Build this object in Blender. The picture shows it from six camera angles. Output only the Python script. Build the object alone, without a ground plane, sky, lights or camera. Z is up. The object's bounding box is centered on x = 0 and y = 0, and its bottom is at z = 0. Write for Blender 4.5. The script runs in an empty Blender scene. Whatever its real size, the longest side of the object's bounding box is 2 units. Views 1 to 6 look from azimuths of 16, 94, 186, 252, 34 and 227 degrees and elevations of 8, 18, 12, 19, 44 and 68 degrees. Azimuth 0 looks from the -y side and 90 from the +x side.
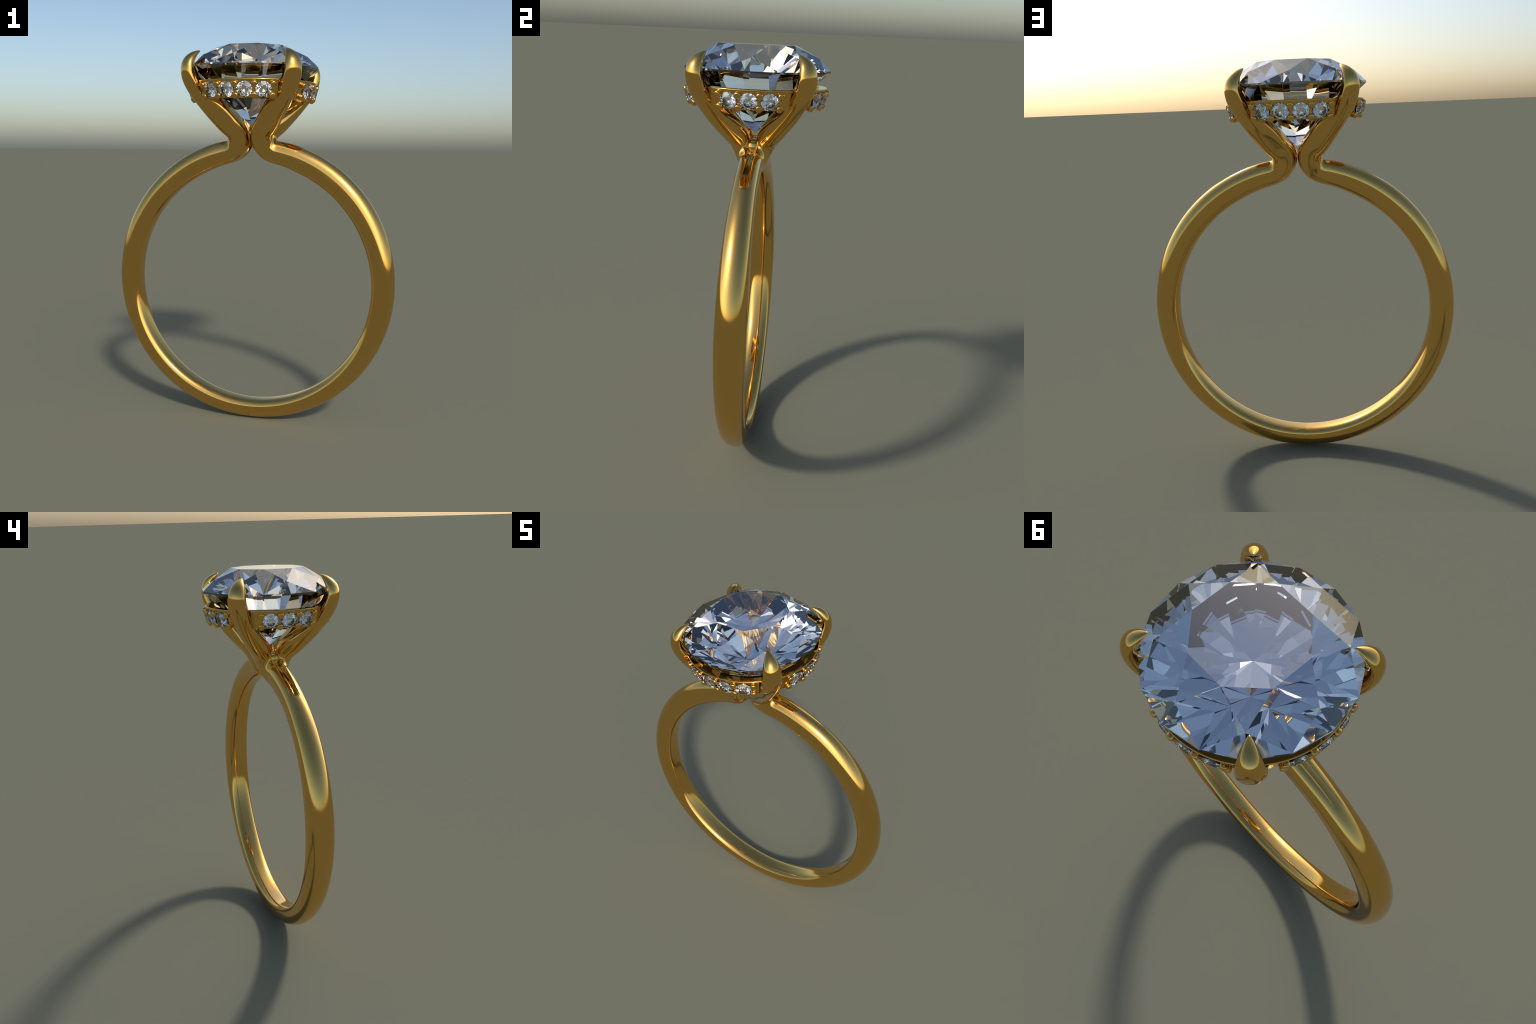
"""Gold solitaire ring: split shank of two fused wires rising into four claw prongs,
a round brilliant stone and a pave gallery rail of fourteen small brilliants."""
import bpy, bmesh, math
import numpy as np
from mathutils import Matrix, Vector

sc = bpy.context.scene
PRONG_AZ = 47.3            # azimuth of a prong from the y axis, degrees
RING_R, RING_Z = 0.7185, 0.7695

# ------------------------------------------------------------------ materials
def new_material(name):
    m = bpy.data.materials.new(name)
    m.use_nodes = True
    return m, m.node_tree, m.node_tree.nodes["Principled BSDF"]

def gold_material():
    m, t, p = new_material("polished_yellow_gold")
    p.inputs["Metallic"].default_value = 1.0
    n = t.nodes.new("ShaderNodeTexNoise")
    c = t.nodes.new("ShaderNodeTexCoord")
    n.inputs["Scale"].default_value = 9.0
    r = t.nodes.new("ShaderNodeMapRange")
    r.inputs["To Min"].default_value, r.inputs["To Max"].default_value = GOLD_ROUGH - 0.006, GOLD_ROUGH + 0.006
    t.links.new(c.outputs["Object"], n.inputs["Vector"])
    t.links.new(n.outputs["Fac"], r.inputs["Value"])
    t.links.new(r.outputs["Result"], p.inputs["Roughness"])
    p.inputs["Base Color"].default_value = (*GOLD, 1)
    return m

def stone_material(name, colour, ior):
    m, t, p = new_material(name)
    p.inputs["Base Color"].default_value = (*colour, 1)
    p.inputs["Transmission Weight"].default_value = 1.0
    p.inputs["Roughness"].default_value = 0.0
    p.inputs["IOR"].default_value = ior
    return m

GOLD, GOLD_ROUGH = (0.81, 0.49, 0.135), 0.08
gold = gold_material()
diamond = stone_material("clear_diamond", (1.0, 1.0, 1.0), 2.4)
melee = stone_material("clear_small_diamond", (1.0, 1.0, 1.0), 2.4)

# ------------------------------------------------------------------ helpers
def add_object(name, mesh, parent=None, mat=None):
    o = bpy.data.objects.new(name, mesh)
    sc.collection.objects.link(o)
    if parent:
        o.parent = parent
    if mat and not mesh.materials:
        mesh.materials.append(mat)
    return o

def mesh_from(name, verts, faces, smooth=True):
    me = bpy.data.meshes.new(name)
    me.from_pydata([tuple(v) for v in verts], [], [tuple(f) for f in faces])
    me.polygons.foreach_set("use_smooth", [smooth] * len(me.polygons))
    me.update()
    return me

def interp(x, xs, ys):
    """monotone cubic (Fritsch-Carlson) interpolation; ys may have columns"""
    xs, ys = np.asarray(xs, float), np.asarray(ys, float)
    if ys.ndim == 1:
        return interp(x, xs, ys[:, None])[:, 0]
    h, d = np.diff(xs)[:, None], np.diff(ys, axis=0) / np.diff(xs)[:, None]
    m = np.zeros_like(ys)
    m[0], m[-1] = d[0], d[-1]
    w1, w2 = 2 * h[1:] + h[:-1], h[1:] + 2 * h[:-1]
    same = d[1:] * d[:-1] > 0
    with np.errstate(divide="ignore", invalid="ignore"):
        m[1:-1] = np.where(same, (w1 + w2) / (w1 / d[:-1] + w2 / d[1:]), 0)
    k = np.clip(np.searchsorted(xs, x, "right") - 1, 0, len(xs) - 2)
    u = ((x - xs[k]) / (xs[k + 1] - xs[k]))[:, None]
    hh = h[k]
    return ((2*u**3 - 3*u**2 + 1) * ys[k] + (u**3 - 2*u**2 + u) * hh * m[k]
            + (-2*u**3 + 3*u**2) * ys[k+1] + (u**3 - u**2) * hh * m[k+1])

def catmull(x, xs, ys):
    """smooth spline through points (finite-difference tangents)"""
    xs, ys = np.asarray(xs, float), np.asarray(ys, float)
    m = np.gradient(ys, xs, axis=0)
    k = np.clip(np.searchsorted(xs, x, "right") - 1, 0, len(xs) - 2)
    h = (xs[k + 1] - xs[k])[:, None]
    u = (x - xs[k])[:, None] / h
    return ((2*u**3 - 3*u**2 + 1) * ys[k] + (u**3 - 2*u**2 + u) * h * m[k]
            + (-2*u**3 + 3*u**2) * ys[k+1] + (u**3 - u**2) * h * m[k+1])

def unit(a):
    return a / np.maximum(np.linalg.norm(a, axis=-1, keepdims=True), 1e-12)

# ------------------------------------------------------------------ one wire: half shank and prong
HALF = 0.034               # half the width of one wire in the shank
az = math.radians(PRONG_AZ)
RX, RY = math.sin(az), math.cos(az)          # radial direction of the prong in the +x +y quadrant

def wire_path():
    pts, kind = [], []
    for th in np.linspace(180, 12, 57):                       # shank circle, from the bottom up
        a = math.radians(th)
        pts.append((RING_R * math.sin(a), HALF, RING_Z + RING_R * math.cos(a)))
    cx, cz, r = 0.132, 1.539, 0.063                            # bend at the neck
    for g, y in ((282, .0340), (300, .0375), (318, .0435), (336, .0500), (354, .0565), (372, .0635), (390, .0715)):
        pts.append((cx - r * math.sin(math.radians(g - 270)), y, cz - r * math.cos(math.radians(g - 270))))
    for rad, z in ((0.153, 1.606), (0.191, 1.641), (0.226, 1.673), (0.263, 1.709), (0.298, 1.745),
                   (0.327, 1.776), (0.3480, 1.806), (0.3620, 1.838), (0.3690, 1.872), (0.3655, 1.901),
                   (0.354, 1.922), (0.338, 1.9395), (0.319, 1.9545), (0.301, 1.9655)):
        spread = 1 - 0.06 * max(0.0, (1.70 - z) / 0.095)        # the two wires of a shoulder start closer together
        pts.append((rad * RX, rad * RY * spread, z))
    return np.array(pts)

P = wire_path()
L = np.r_[0, np.cumsum(np.linalg.norm(np.diff(P, axis=0), axis=1))]
def at_z(z):               # arc length where the prong passes height z
    k = np.arange(62, len(P))
    return float(np.interp(z, P[k, 2], L[k]))
def at_th(th):             # arc length on the shank circle, th degrees from the top
    return RING_R * math.radians(180 - th)

NECK = at_th(12)
n_ring, n_neck, n_prong = 110, 70, 110
u = np.r_[np.linspace(0, at_th(36), n_ring, endpoint=False),
          np.linspace(at_th(36), at_z(1.62), n_neck + 40, endpoint=False),
          np.linspace(at_z(1.62), L[-1], n_prong)]
C = catmull(u, L, P)
up = np.clip((u - at_z(1.62)) / 0.03, 0, 1)[:, None] * np.clip((L[-1] - u) / 0.03, 0, 1)[:, None]
for _ in range(30):                                        # relax the prong's spine into one even sweep
    lap = np.zeros_like(C)
    lap[1:-1] = (C[2:] + C[:-2]) / 2 - C[1:-1]
    C = C + 0.7 * up * lap
T = unit(np.gradient(C, u, axis=0))
# outward reference: ring radius below, horizontal radial above
ring_out = unit((C - np.array([0, 0, RING_Z])) * np.array([1, 0, 1]))
rad_out = np.broadcast_to(np.array([RX, RY, 0.0]), C.shape)
x_out = np.broadcast_to(np.array([1.0, 0.0, 0.0]), C.shape)
w1 = np.clip((u - at_th(14)) / (at_z(1.58) - at_th(14)), 0, 1)[:, None]
w2 = np.clip((u - at_z(1.535)) / (at_z(1.76) - at_z(1.535)), 0, 1)[:, None]
w1, w2 = w1 * w1 * (3 - 2 * w1), w2 * w2 * (3 - 2 * w2)
ref = ring_out * (1 - w1) + x_out * w1
ref = ref * (1 - w2) + rad_out * w2
Q = unit(ref - (ref * T).sum(1, keepdims=True) * T)       # outward normal
S = unit(np.cross(Q, T))
S *= np.sign(S[:, 1:2] + 1e-9)                             # +s points away from the mid plane

# section parameters along the wire
k_ring = [0, at_th(150), at_th(90), at_th(50), at_th(28), at_th(14), at_z(1.57), at_z(1.64), L[-1]]
b_ring = interp(u, k_ring, [.060, .063, .0695, .061, .055, .056, .062, .06, .06])
ain_ring = interp(u, k_ring, [.0550, .0585, .0695, .0785, .0805, .074, .064, .055, .05])
aout_ring = interp(u, [0, at_th(110), at_th(24), at_th(14), at_z(1.57), L[-1]], [.0490, .0515, .0515, .0545, .058, .058])
slot_d = interp(u, [0, at_th(35), at_th(31), at_th(25), at_th(18), at_th(10), at_z(1.57), L[-1]], [0, 0, .002, .006, .010, .012, .011, .011])
slot_w = interp(u, [0, at_th(34), at_th(20), at_th(12), at_z(1.57), L[-1]], [.014, .014, .015, .019, .02, .02])
slot_c = interp(u, [0, at_th(34), at_th(20), at_th(11), at_z(1.57), L[-1]], [.002, .002, .004, .010, .012, .012])

k_pr = [0, at_z(1.56), at_z(1.60), at_z(1.68), at_z(1.745), at_z(1.806), at_z(1.872), at_z(1.900), at_z(1.922), at_z(1.9395), at_z(1.9545), L[-1]]
bp   = interp(u, k_pr, [.0485, .0485, .0475, .0475, .0475, .0495, .0460, .0420, .0360, .0273, .016, .003])
bn   = interp(u, [0, at_z(1.53), at_z(1.555), at_z(1.59), at_z(1.62), at_z(1.68)] + k_pr[4:], [.050, .056, .064, .066, .062, .053, .0485, .0495, .0460, .0420, .0360, .0273, .016, .003])
aout = interp(u, k_pr, [.053, .053, .0505, .045, .039, .0345, .0335, .0315, .0270, .0205, .0120, .003])
ain  = interp(u, k_pr, [.066, .068, .0725, .074, .075, .054, .0425, .0350, .0240, .0170, .0100, .003])
e_in = interp(u, [0, at_z(1.56), at_z(1.62), at_z(1.72), at_z(1.80), L[-1]], [2.7, 3.2, 4.5, 4.5, 1.8, 1.8])
groove = interp(u, [0, at_z(1.535), at_z(1.555), at_z(1.60), at_z(1.66), at_z(1.735), L[-1]], [0, 0, .007, .0085, .006, 0, 0])
mix = np.clip((u - at_th(13)) / (at_z(1.60) - at_th(13)), 0, 1)
mix = mix * mix * (3 - 2 * mix)

N1, N2, N3, N4 = 18, 40, 34, 8
WIDEST = 0.007             # the shank is widest a little inside its middle radius

def ring_section(i):
    b, ao, ai = b_ring[i], aout_ring[i] + WIDEST, ain_ring[i] - WIDEST
    d, w, c = slot_d[i], slot_w[i], slot_c[i]
    outer = lambda s: ao * np.sqrt(np.maximum(1 - (np.abs(s) / b) ** 2.0, 0))
    # slot: floor, wall, chamfer
    k = np.linspace(0, 1, N1, endpoint=False)
    s1 = w * k
    edge = np.clip((s1 / w - 0.55) / 0.45, 0, 1) ** 3
    q1 = outer(s1) - d * (1 - edge * 0.45)
    ph = np.linspace(0, 1, N2, endpoint=False) ** 1.7          # denser beside the slot
    s2 = w + (b - w) * np.sin(ph * math.pi / 2 * 0.86)
    cut = np.clip(1 - (s2 - w) / max(c, 1e-5), 0, 1) ** 2
    q2 = outer(s2) - d * 0.55 * cut
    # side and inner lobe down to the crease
    sA = w + (b - w) * math.sin(math.pi / 2 * 0.86)
    aA = math.acos(min(1, sA / b))
    n_side = 9
    a = np.linspace(aA, 0, n_side, endpoint=False)
    s3a, q3a = b * np.cos(a), ao * np.sin(a)
    p = np.linspace(0, math.pi / 2, N3 - n_side, endpoint=False)
    s3b = b * np.cos(p) ** (2 / 3.0)
    q3b = -ai * np.sin(p) ** (2 / 3.0)
    k4 = np.linspace(0, 1, N4, endpoint=False)
    s4 = np.zeros(N4)
    q4 = -ai + (ao - d + ai) * k4
    s = np.r_[s1, s2, s3a, s3b, s4] - HALF
    return s, np.r_[q1, q2, q3a, q3b, q4] - WIDEST

def prong_section(i):
    ang = np.r_[np.linspace(218, 142, N1, endpoint=False), np.linspace(142, 38, N2, endpoint=False),
                np.linspace(38, -100, N3, endpoint=False), np.linspace(-100, -142, N4, endpoint=False)]
    a = np.radians(ang)
    c, s_ = np.cos(a), np.sin(a)
    e = np.where(s_ > 0, 1.95, np.where(c < 0, e_in[i], min(e_in[i], 2.7)))
    r = (np.abs(c) ** e + np.abs(s_) ** e) ** (-1 / e)
    s = r * c * np.where(c > 0, bp[i], bn[i])
    q = r * s_ * np.where(s_ > 0, aout[i], ain[i])
    g = groove[i] * np.exp(-((q + 0.002) / 0.009) ** 2) * (c < 0)
    return s + g, q

rings = []
for i in range(len(u)):
    s, q = ring_section(i) if mix[i] < 1 else prong_section(i)
    if 0 < mix[i] < 1:
        s2, q2 = prong_section(i)
        s, q = s * (1 - mix[i]) + s2 * mix[i], q * (1 - mix[i]) + q2 * mix[i]
    rings.append(C[i] + s[:, None] * S[i] + q[:, None] * Q[i])
rings = np.array(rings)
M, N = rings.shape[:2]
fused = mix <= 0
# in the fused shank the crease and slot floor lie exactly on the mid plane
i_floor, i_crease = 0, N1 + N2 + N3
for i in np.nonzero(fused)[0]:
    rings[i, i_crease:, 1] = 0.0
    rings[i, i_floor, 1] = 0.0

# polish the neck: even out the sections along the wire where shank and prong blend
wgt = np.clip((u - at_th(11.5)) / 0.03, 0, 1) * np.clip((at_z(1.76) - u) / 0.05, 0, 1) * ~fused
for _ in range(22):
    lap = np.zeros_like(rings)
    lap[1:-1] = (rings[2:] + rings[:-2]) / 2 - rings[1:-1]
    rings = rings + 0.6 * wgt[:, None, None] * lap

cut_station = int(np.argmin(np.abs(u - at_z(1.60))))

def quadrant_faces():
    f, tag = [], []
    for i in range(M - 1):
        for j in range(N):
            j2 = (j + 1) % N
            if fused[i] and fused[i + 1] and j >= i_crease:
                continue
            f.append((i * N + j, i * N + j2, (i + 1) * N + j2, (i + 1) * N + j))
            tag.append(0 if i < cut_station else 1)
    f.append(tuple((M - 1) * N + j for j in range(N)))
    tag.append(1)
    return np.array(f, dtype=object), np.array(tag)

faces, tags = quadrant_faces()
V = rings.reshape(-1, 3)
bm = bmesh.new()
layer = bm.faces.layers.int.new("part")
for q_i, (sx, sy) in enumerate(((1, 1), (-1, 1), (-1, -1), (1, -1))):
    vs = [bm.verts.new((v[0] * sx, v[1] * sy, v[2])) for v in V]
    used = set()
    for f, t in zip(faces, tags):
        loop = [vs[k] for k in f]
        if sx * sy > 0:
            loop.reverse()
        try:
            nf = bm.faces.new(loop)
        except ValueError:
            continue
        nf.smooth = True
        nf[layer] = 0 if t == 0 else 1 + q_i
bmesh.ops.remove_doubles(bm, verts=bm.verts, dist=2e-5)
bmesh.ops.delete(bm, geom=[v for v in bm.verts if not v.link_faces], context="VERTS")
bmesh.ops.recalc_face_normals(bm, faces=bm.faces)
bm.normal_update()
bm.verts.index_update()
whole_co = np.array([v.co[:] for v in bm.verts])
whole_no = np.array([v.normal[:] for v in bm.verts])

def part_mesh(name, part):
    idx, fs = {}, []
    for f in bm.faces:
        if f[layer] == part:
            fs.append([idx.setdefault(v.index, len(idx)) for v in f.verts])
    keep = list(idx)
    me = mesh_from(name, whole_co[keep], fs)
    me.normals_split_custom_set_from_vertices([tuple(n) for n in whole_no[keep]])
    return me

# ------------------------------------------------------------------ brilliant cut
def brilliant(name, r, z_table, z_gt, z_gb, z_culet, r_table, star, lower, turn):
    """round brilliant: table, 8 stars, 8 kites, 16 upper halves, girdle, 16 lower halves, 8 mains"""
    st = math.pi / 8
    d = lambda k: np.array([math.cos(turn + k * st), math.sin(turn + k * st)])
    slope = (z_table - z_gt) / (r - r_table)
    z_star = z_table - (star * math.cos(st) - r_table) * slope
    slope_p = (z_gb - z_culet) / r
    low_r = r * lower
    z_low = z_culet + low_r * math.cos(st) * slope_p
    v = []
    add = lambda p, z: (v.append((p[0], p[1], z)), len(v) - 1)[1]
    table = [add(d(2 * k) * r_table, z_table) for k in range(8)]
    tip = [add(d(2 * k + 1) * star, z_star) for k in range(8)]
    gt = [add(d(k) * r, z_gt) for k in range(16)]
    gb = [add(d(k) * r, z_gb) for k in range(16)]
    low = [add(d(2 * k + 1) * low_r, z_low) for k in range(8)]
    culet = add((0, 0), z_culet)
    f = [tuple(table)]
    for k in range(8):
        n = (k + 1) % 8
        f.append((table[k], tip[k], table[n]))
        f.append((table[k], tip[k - 1], gt[2 * k], tip[k]))
        f.append((tip[k], gt[2 * k], gt[2 * k + 1]))
        f.append((tip[k], gt[2 * k + 1], gt[(2 * k + 2) % 16]))
        f.append((low[k], gb[2 * k + 1], gb[2 * k]))
        f.append((low[k], gb[(2 * k + 2) % 16], gb[2 * k + 1]))
        f.append((culet, low[k], gb[2 * k], low[k - 1]))
    for k in range(16):
        n = (k + 1) % 16
        f.append((gt[k], gb[k], gb[n], gt[n]))
    me = mesh_from(name, v, f, smooth=False)
    b = bmesh.new(); b.from_mesh(me)
    bmesh.ops.recalc_face_normals(b, faces=b.faces)
    b.to_mesh(me); b.free()
    return me

# ------------------------------------------------------------------ gallery rail
RAIL = dict(top_r=0.331, top_z=1.8175, bot_r=0.306, bot_z=1.7275)
FACE_N = unit(np.array([RAIL["top_z"] - RAIL["bot_z"], -(RAIL["top_r"] - RAIL["bot_r"])]))   # (radial, z)
STEP = 16.6

def cone_r(z):
    return RAIL["bot_r"] + (RAIL["top_r"] - RAIL["bot_r"]) * (z - RAIL["bot_z"]) / (RAIL["top_z"] - RAIL["bot_z"])

def radial(azimuth):
    a = math.radians(azimuth)
    return np.array([math.sin(a), -math.cos(a), 0.0])

def rail_mesh():
    def arc(cx, cz, r, a0, a1, n):
        return [(cx + r * math.cos(math.radians(t)), cz + r * math.sin(math.radians(t))) for t in np.linspace(a0, a1, n)]
    tz, bz, tr, br = RAIL["top_z"], RAIL["bot_z"], RAIL["top_r"], RAIL["bot_r"]
    prof = arc(tr - .0045, tz - .0038, 0.0038, 90, -16, 7)             # rounded rim
    prof += [(cone_r(z), z) for z in np.linspace(tz - .013, bz + .007, 8)]
    prof += arc(br - .003, bz + .004, 0.004, -20, -90, 4)
    prof += [(0.265, bz), (0.217, bz + .0015), (0.213, bz + .0055)]    # underside and bore
    prof += [(0.213 + (0.281 - 0.213) * k, bz + .0055 + (tz - bz - .0085) * k) for k in (0.33, 0.66, 1.0)]
    prof += [(0.284, tz - .0006), (0.296, tz), (0.312, tz)]              # flat ledge under the stone
    azs = np.arange(0, 360, 0.75)
    v, f = [], []
    n = len(prof)
    for a in azs:
        d = radial(a)
        near = min(abs((a - p + 180) % 360 - 180) for p in (PRONG_AZ, -PRONG_AZ, 180 - PRONG_AZ, 180 + PRONG_AZ))
        for r, z in prof:
            back = 0.0
            if near < 8.7 and r > cone_r(z) - 0.003 and z < RAIL["top_z"] - 0.003:
                back = 0.013
            v.append(d * (r - back) + np.array([0, 0, z]))
    m = len(azs)
    for i in range(m):
        for j in range(n):
            i2, j2 = (i + 1) % m, (j + 1) % n
            f.append((i * n + j, i * n + j2, i2 * n + j2, i2 * n + j))
    return mesh_from("gallery_rail", v, f)

stone_az = [a for base, offs in ((0, (-1.5, -.5, .5, 1.5)), (90, (-1, 0, 1)), (180, (-1.5, -.5, .5, 1.5)), (270, (-1, 0, 1)))
            for a in (base + o * STEP for o in offs)]
bead_az = [a for base, offs in ((0, (-2, -1, 0, 1, 2)), (90, (-1.5, -.5, .5, 1.5)), (180, (-2, -1, 0, 1, 2)), (270, (-1.5, -.5, .5, 1.5)))
           for a in (base + o * STEP for o in offs)]
Z_STONE, R_STONE = 1.766, 0.0400

def setting_matrix(azimuth, z, lift):
    d = radial(azimuth)
    nrm = d * FACE_N[0] + np.array([0, 0, FACE_N[1]])
    pos = d * cone_r(z) + np.array([0, 0, z]) + nrm * lift
    side = np.array([-d[1], d[0], 0.0])
    up = np.cross(nrm, side)
    m = Matrix.Identity(4)
    for k in range(3):
        m[k][0], m[k][1], m[k][2], m[k][3] = side[k], up[k], nrm[k], pos[k]
    return m

def bead_mesh():
    """round post with a softly domed top, axis +z"""
    R, top = 0.0162, 0.018
    prof = [(R, -0.012), (R, top - 0.008)]
    prof += [(R - 0.008 + 0.008 * math.cos(a), top - 0.008 + 0.008 * math.sin(a)) for a in np.linspace(0.2, math.pi / 2, 7)]
    n, v, f = 32, [], []
    for r, z in prof:
        v += [(r * math.cos(2 * math.pi * k / n), r * math.sin(2 * math.pi * k / n), z) for k in range(n)]
    for j in range(len(prof) - 1):
        f += [(j * n + k, j * n + (k + 1) % n, (j + 1) * n + (k + 1) % n, (j + 1) * n + k) for k in range(n)]
    f.append(tuple((len(prof) - 1) * n + k for k in range(n)))
    f.append(tuple(reversed(range(n))))
    return mesh_from("bead", v, f)

# ------------------------------------------------------------------ assembly
root = bpy.data.objects.new("diamond_ring", None)
sc.collection.objects.link(root)
root["label"] = "yellow gold solitaire ring with round diamond and pave gallery"
root["category"] = "ring"

add_object("shank", part_mesh("shank", 0), root, gold)
# solder fillet that closes the crotch between the two wires of each shoulder
fb = bmesh.new()
bmesh.ops.create_uvsphere(fb, u_segments=40, v_segments=24, radius=1.0)
for v in fb.verts:
    x, y, z = v.co
    v.co = (0.069 + 0.036 * x, 0.040 * y, 1.528 + 0.046 * math.copysign(abs(z) ** 0.75, z))
fillet = bpy.data.meshes.new("neck_fillet")
fb.to_mesh(fillet); fb.free()
fillet.polygons.foreach_set("use_smooth", [True] * len(fillet.polygons))
add_object("neck_fillet", fillet, root, gold)
add_object("neck_fillet", fillet, root, gold).rotation_euler = (0, 0, math.pi)
for q_i in range(4):
    add_object("prong", part_mesh("prong", 1 + q_i), root, gold)
bm.free()

rail = add_object("gallery_rail", rail_mesh(), root, gold)
# drilled seats for the small stones
cb = bmesh.new()
for a in stone_az:
    bmesh.ops.create_cone(cb, cap_ends=True, segments=40, radius1=0.030, radius2=0.043, depth=0.08,
                          matrix=setting_matrix(a, Z_STONE + 0.001, 0.008))
cut_me = bpy.data.meshes.new("seat_cutter")
cb.to_mesh(cut_me); cb.free()
cutter = bpy.data.objects.new("seat_cutter", cut_me)
sc.collection.objects.link(cutter)
bmod = rail.modifiers.new("seats", "BOOLEAN")
bmod.operation, bmod.object, bmod.solver = "DIFFERENCE", cutter, "EXACT"
bpy.context.view_layer.update()
done = bpy.data.meshes.new_from_object(rail.evaluated_get(bpy.context.evaluated_depsgraph_get()))
rail.modifiers.clear()
rail.data = done
done.name = "gallery_rail"
bpy.data.objects.remove(cutter)
done.polygons.foreach_set("use_smooth", [True] * len(done.polygons))
done.set_sharp_from_angle(angle=math.radians(32))

add_object("center_diamond", brilliant("center_diamond", 0.3440, 2.0, 1.894, 1.886, 1.592, 0.1885, 0.287, 0.24, math.pi / 8), root, diamond)

small = brilliant("small_diamond", R_STONE, 0.0135, 0.001, -0.001, -0.0330, R_STONE * 0.56, R_STONE * 0.80, 0.25, 0.0)
for k, a in enumerate(stone_az):
    o = add_object("small_diamond", small, rail, melee)
    o.matrix_basis = setting_matrix(a, Z_STONE, 0.0025)
bead = bead_mesh()
for a in bead_az:
    for z in (1.7930, 1.7385):
        o = add_object("bead", bead, rail, gold)
        o.matrix_basis = setting_matrix(a, z, 0.0)
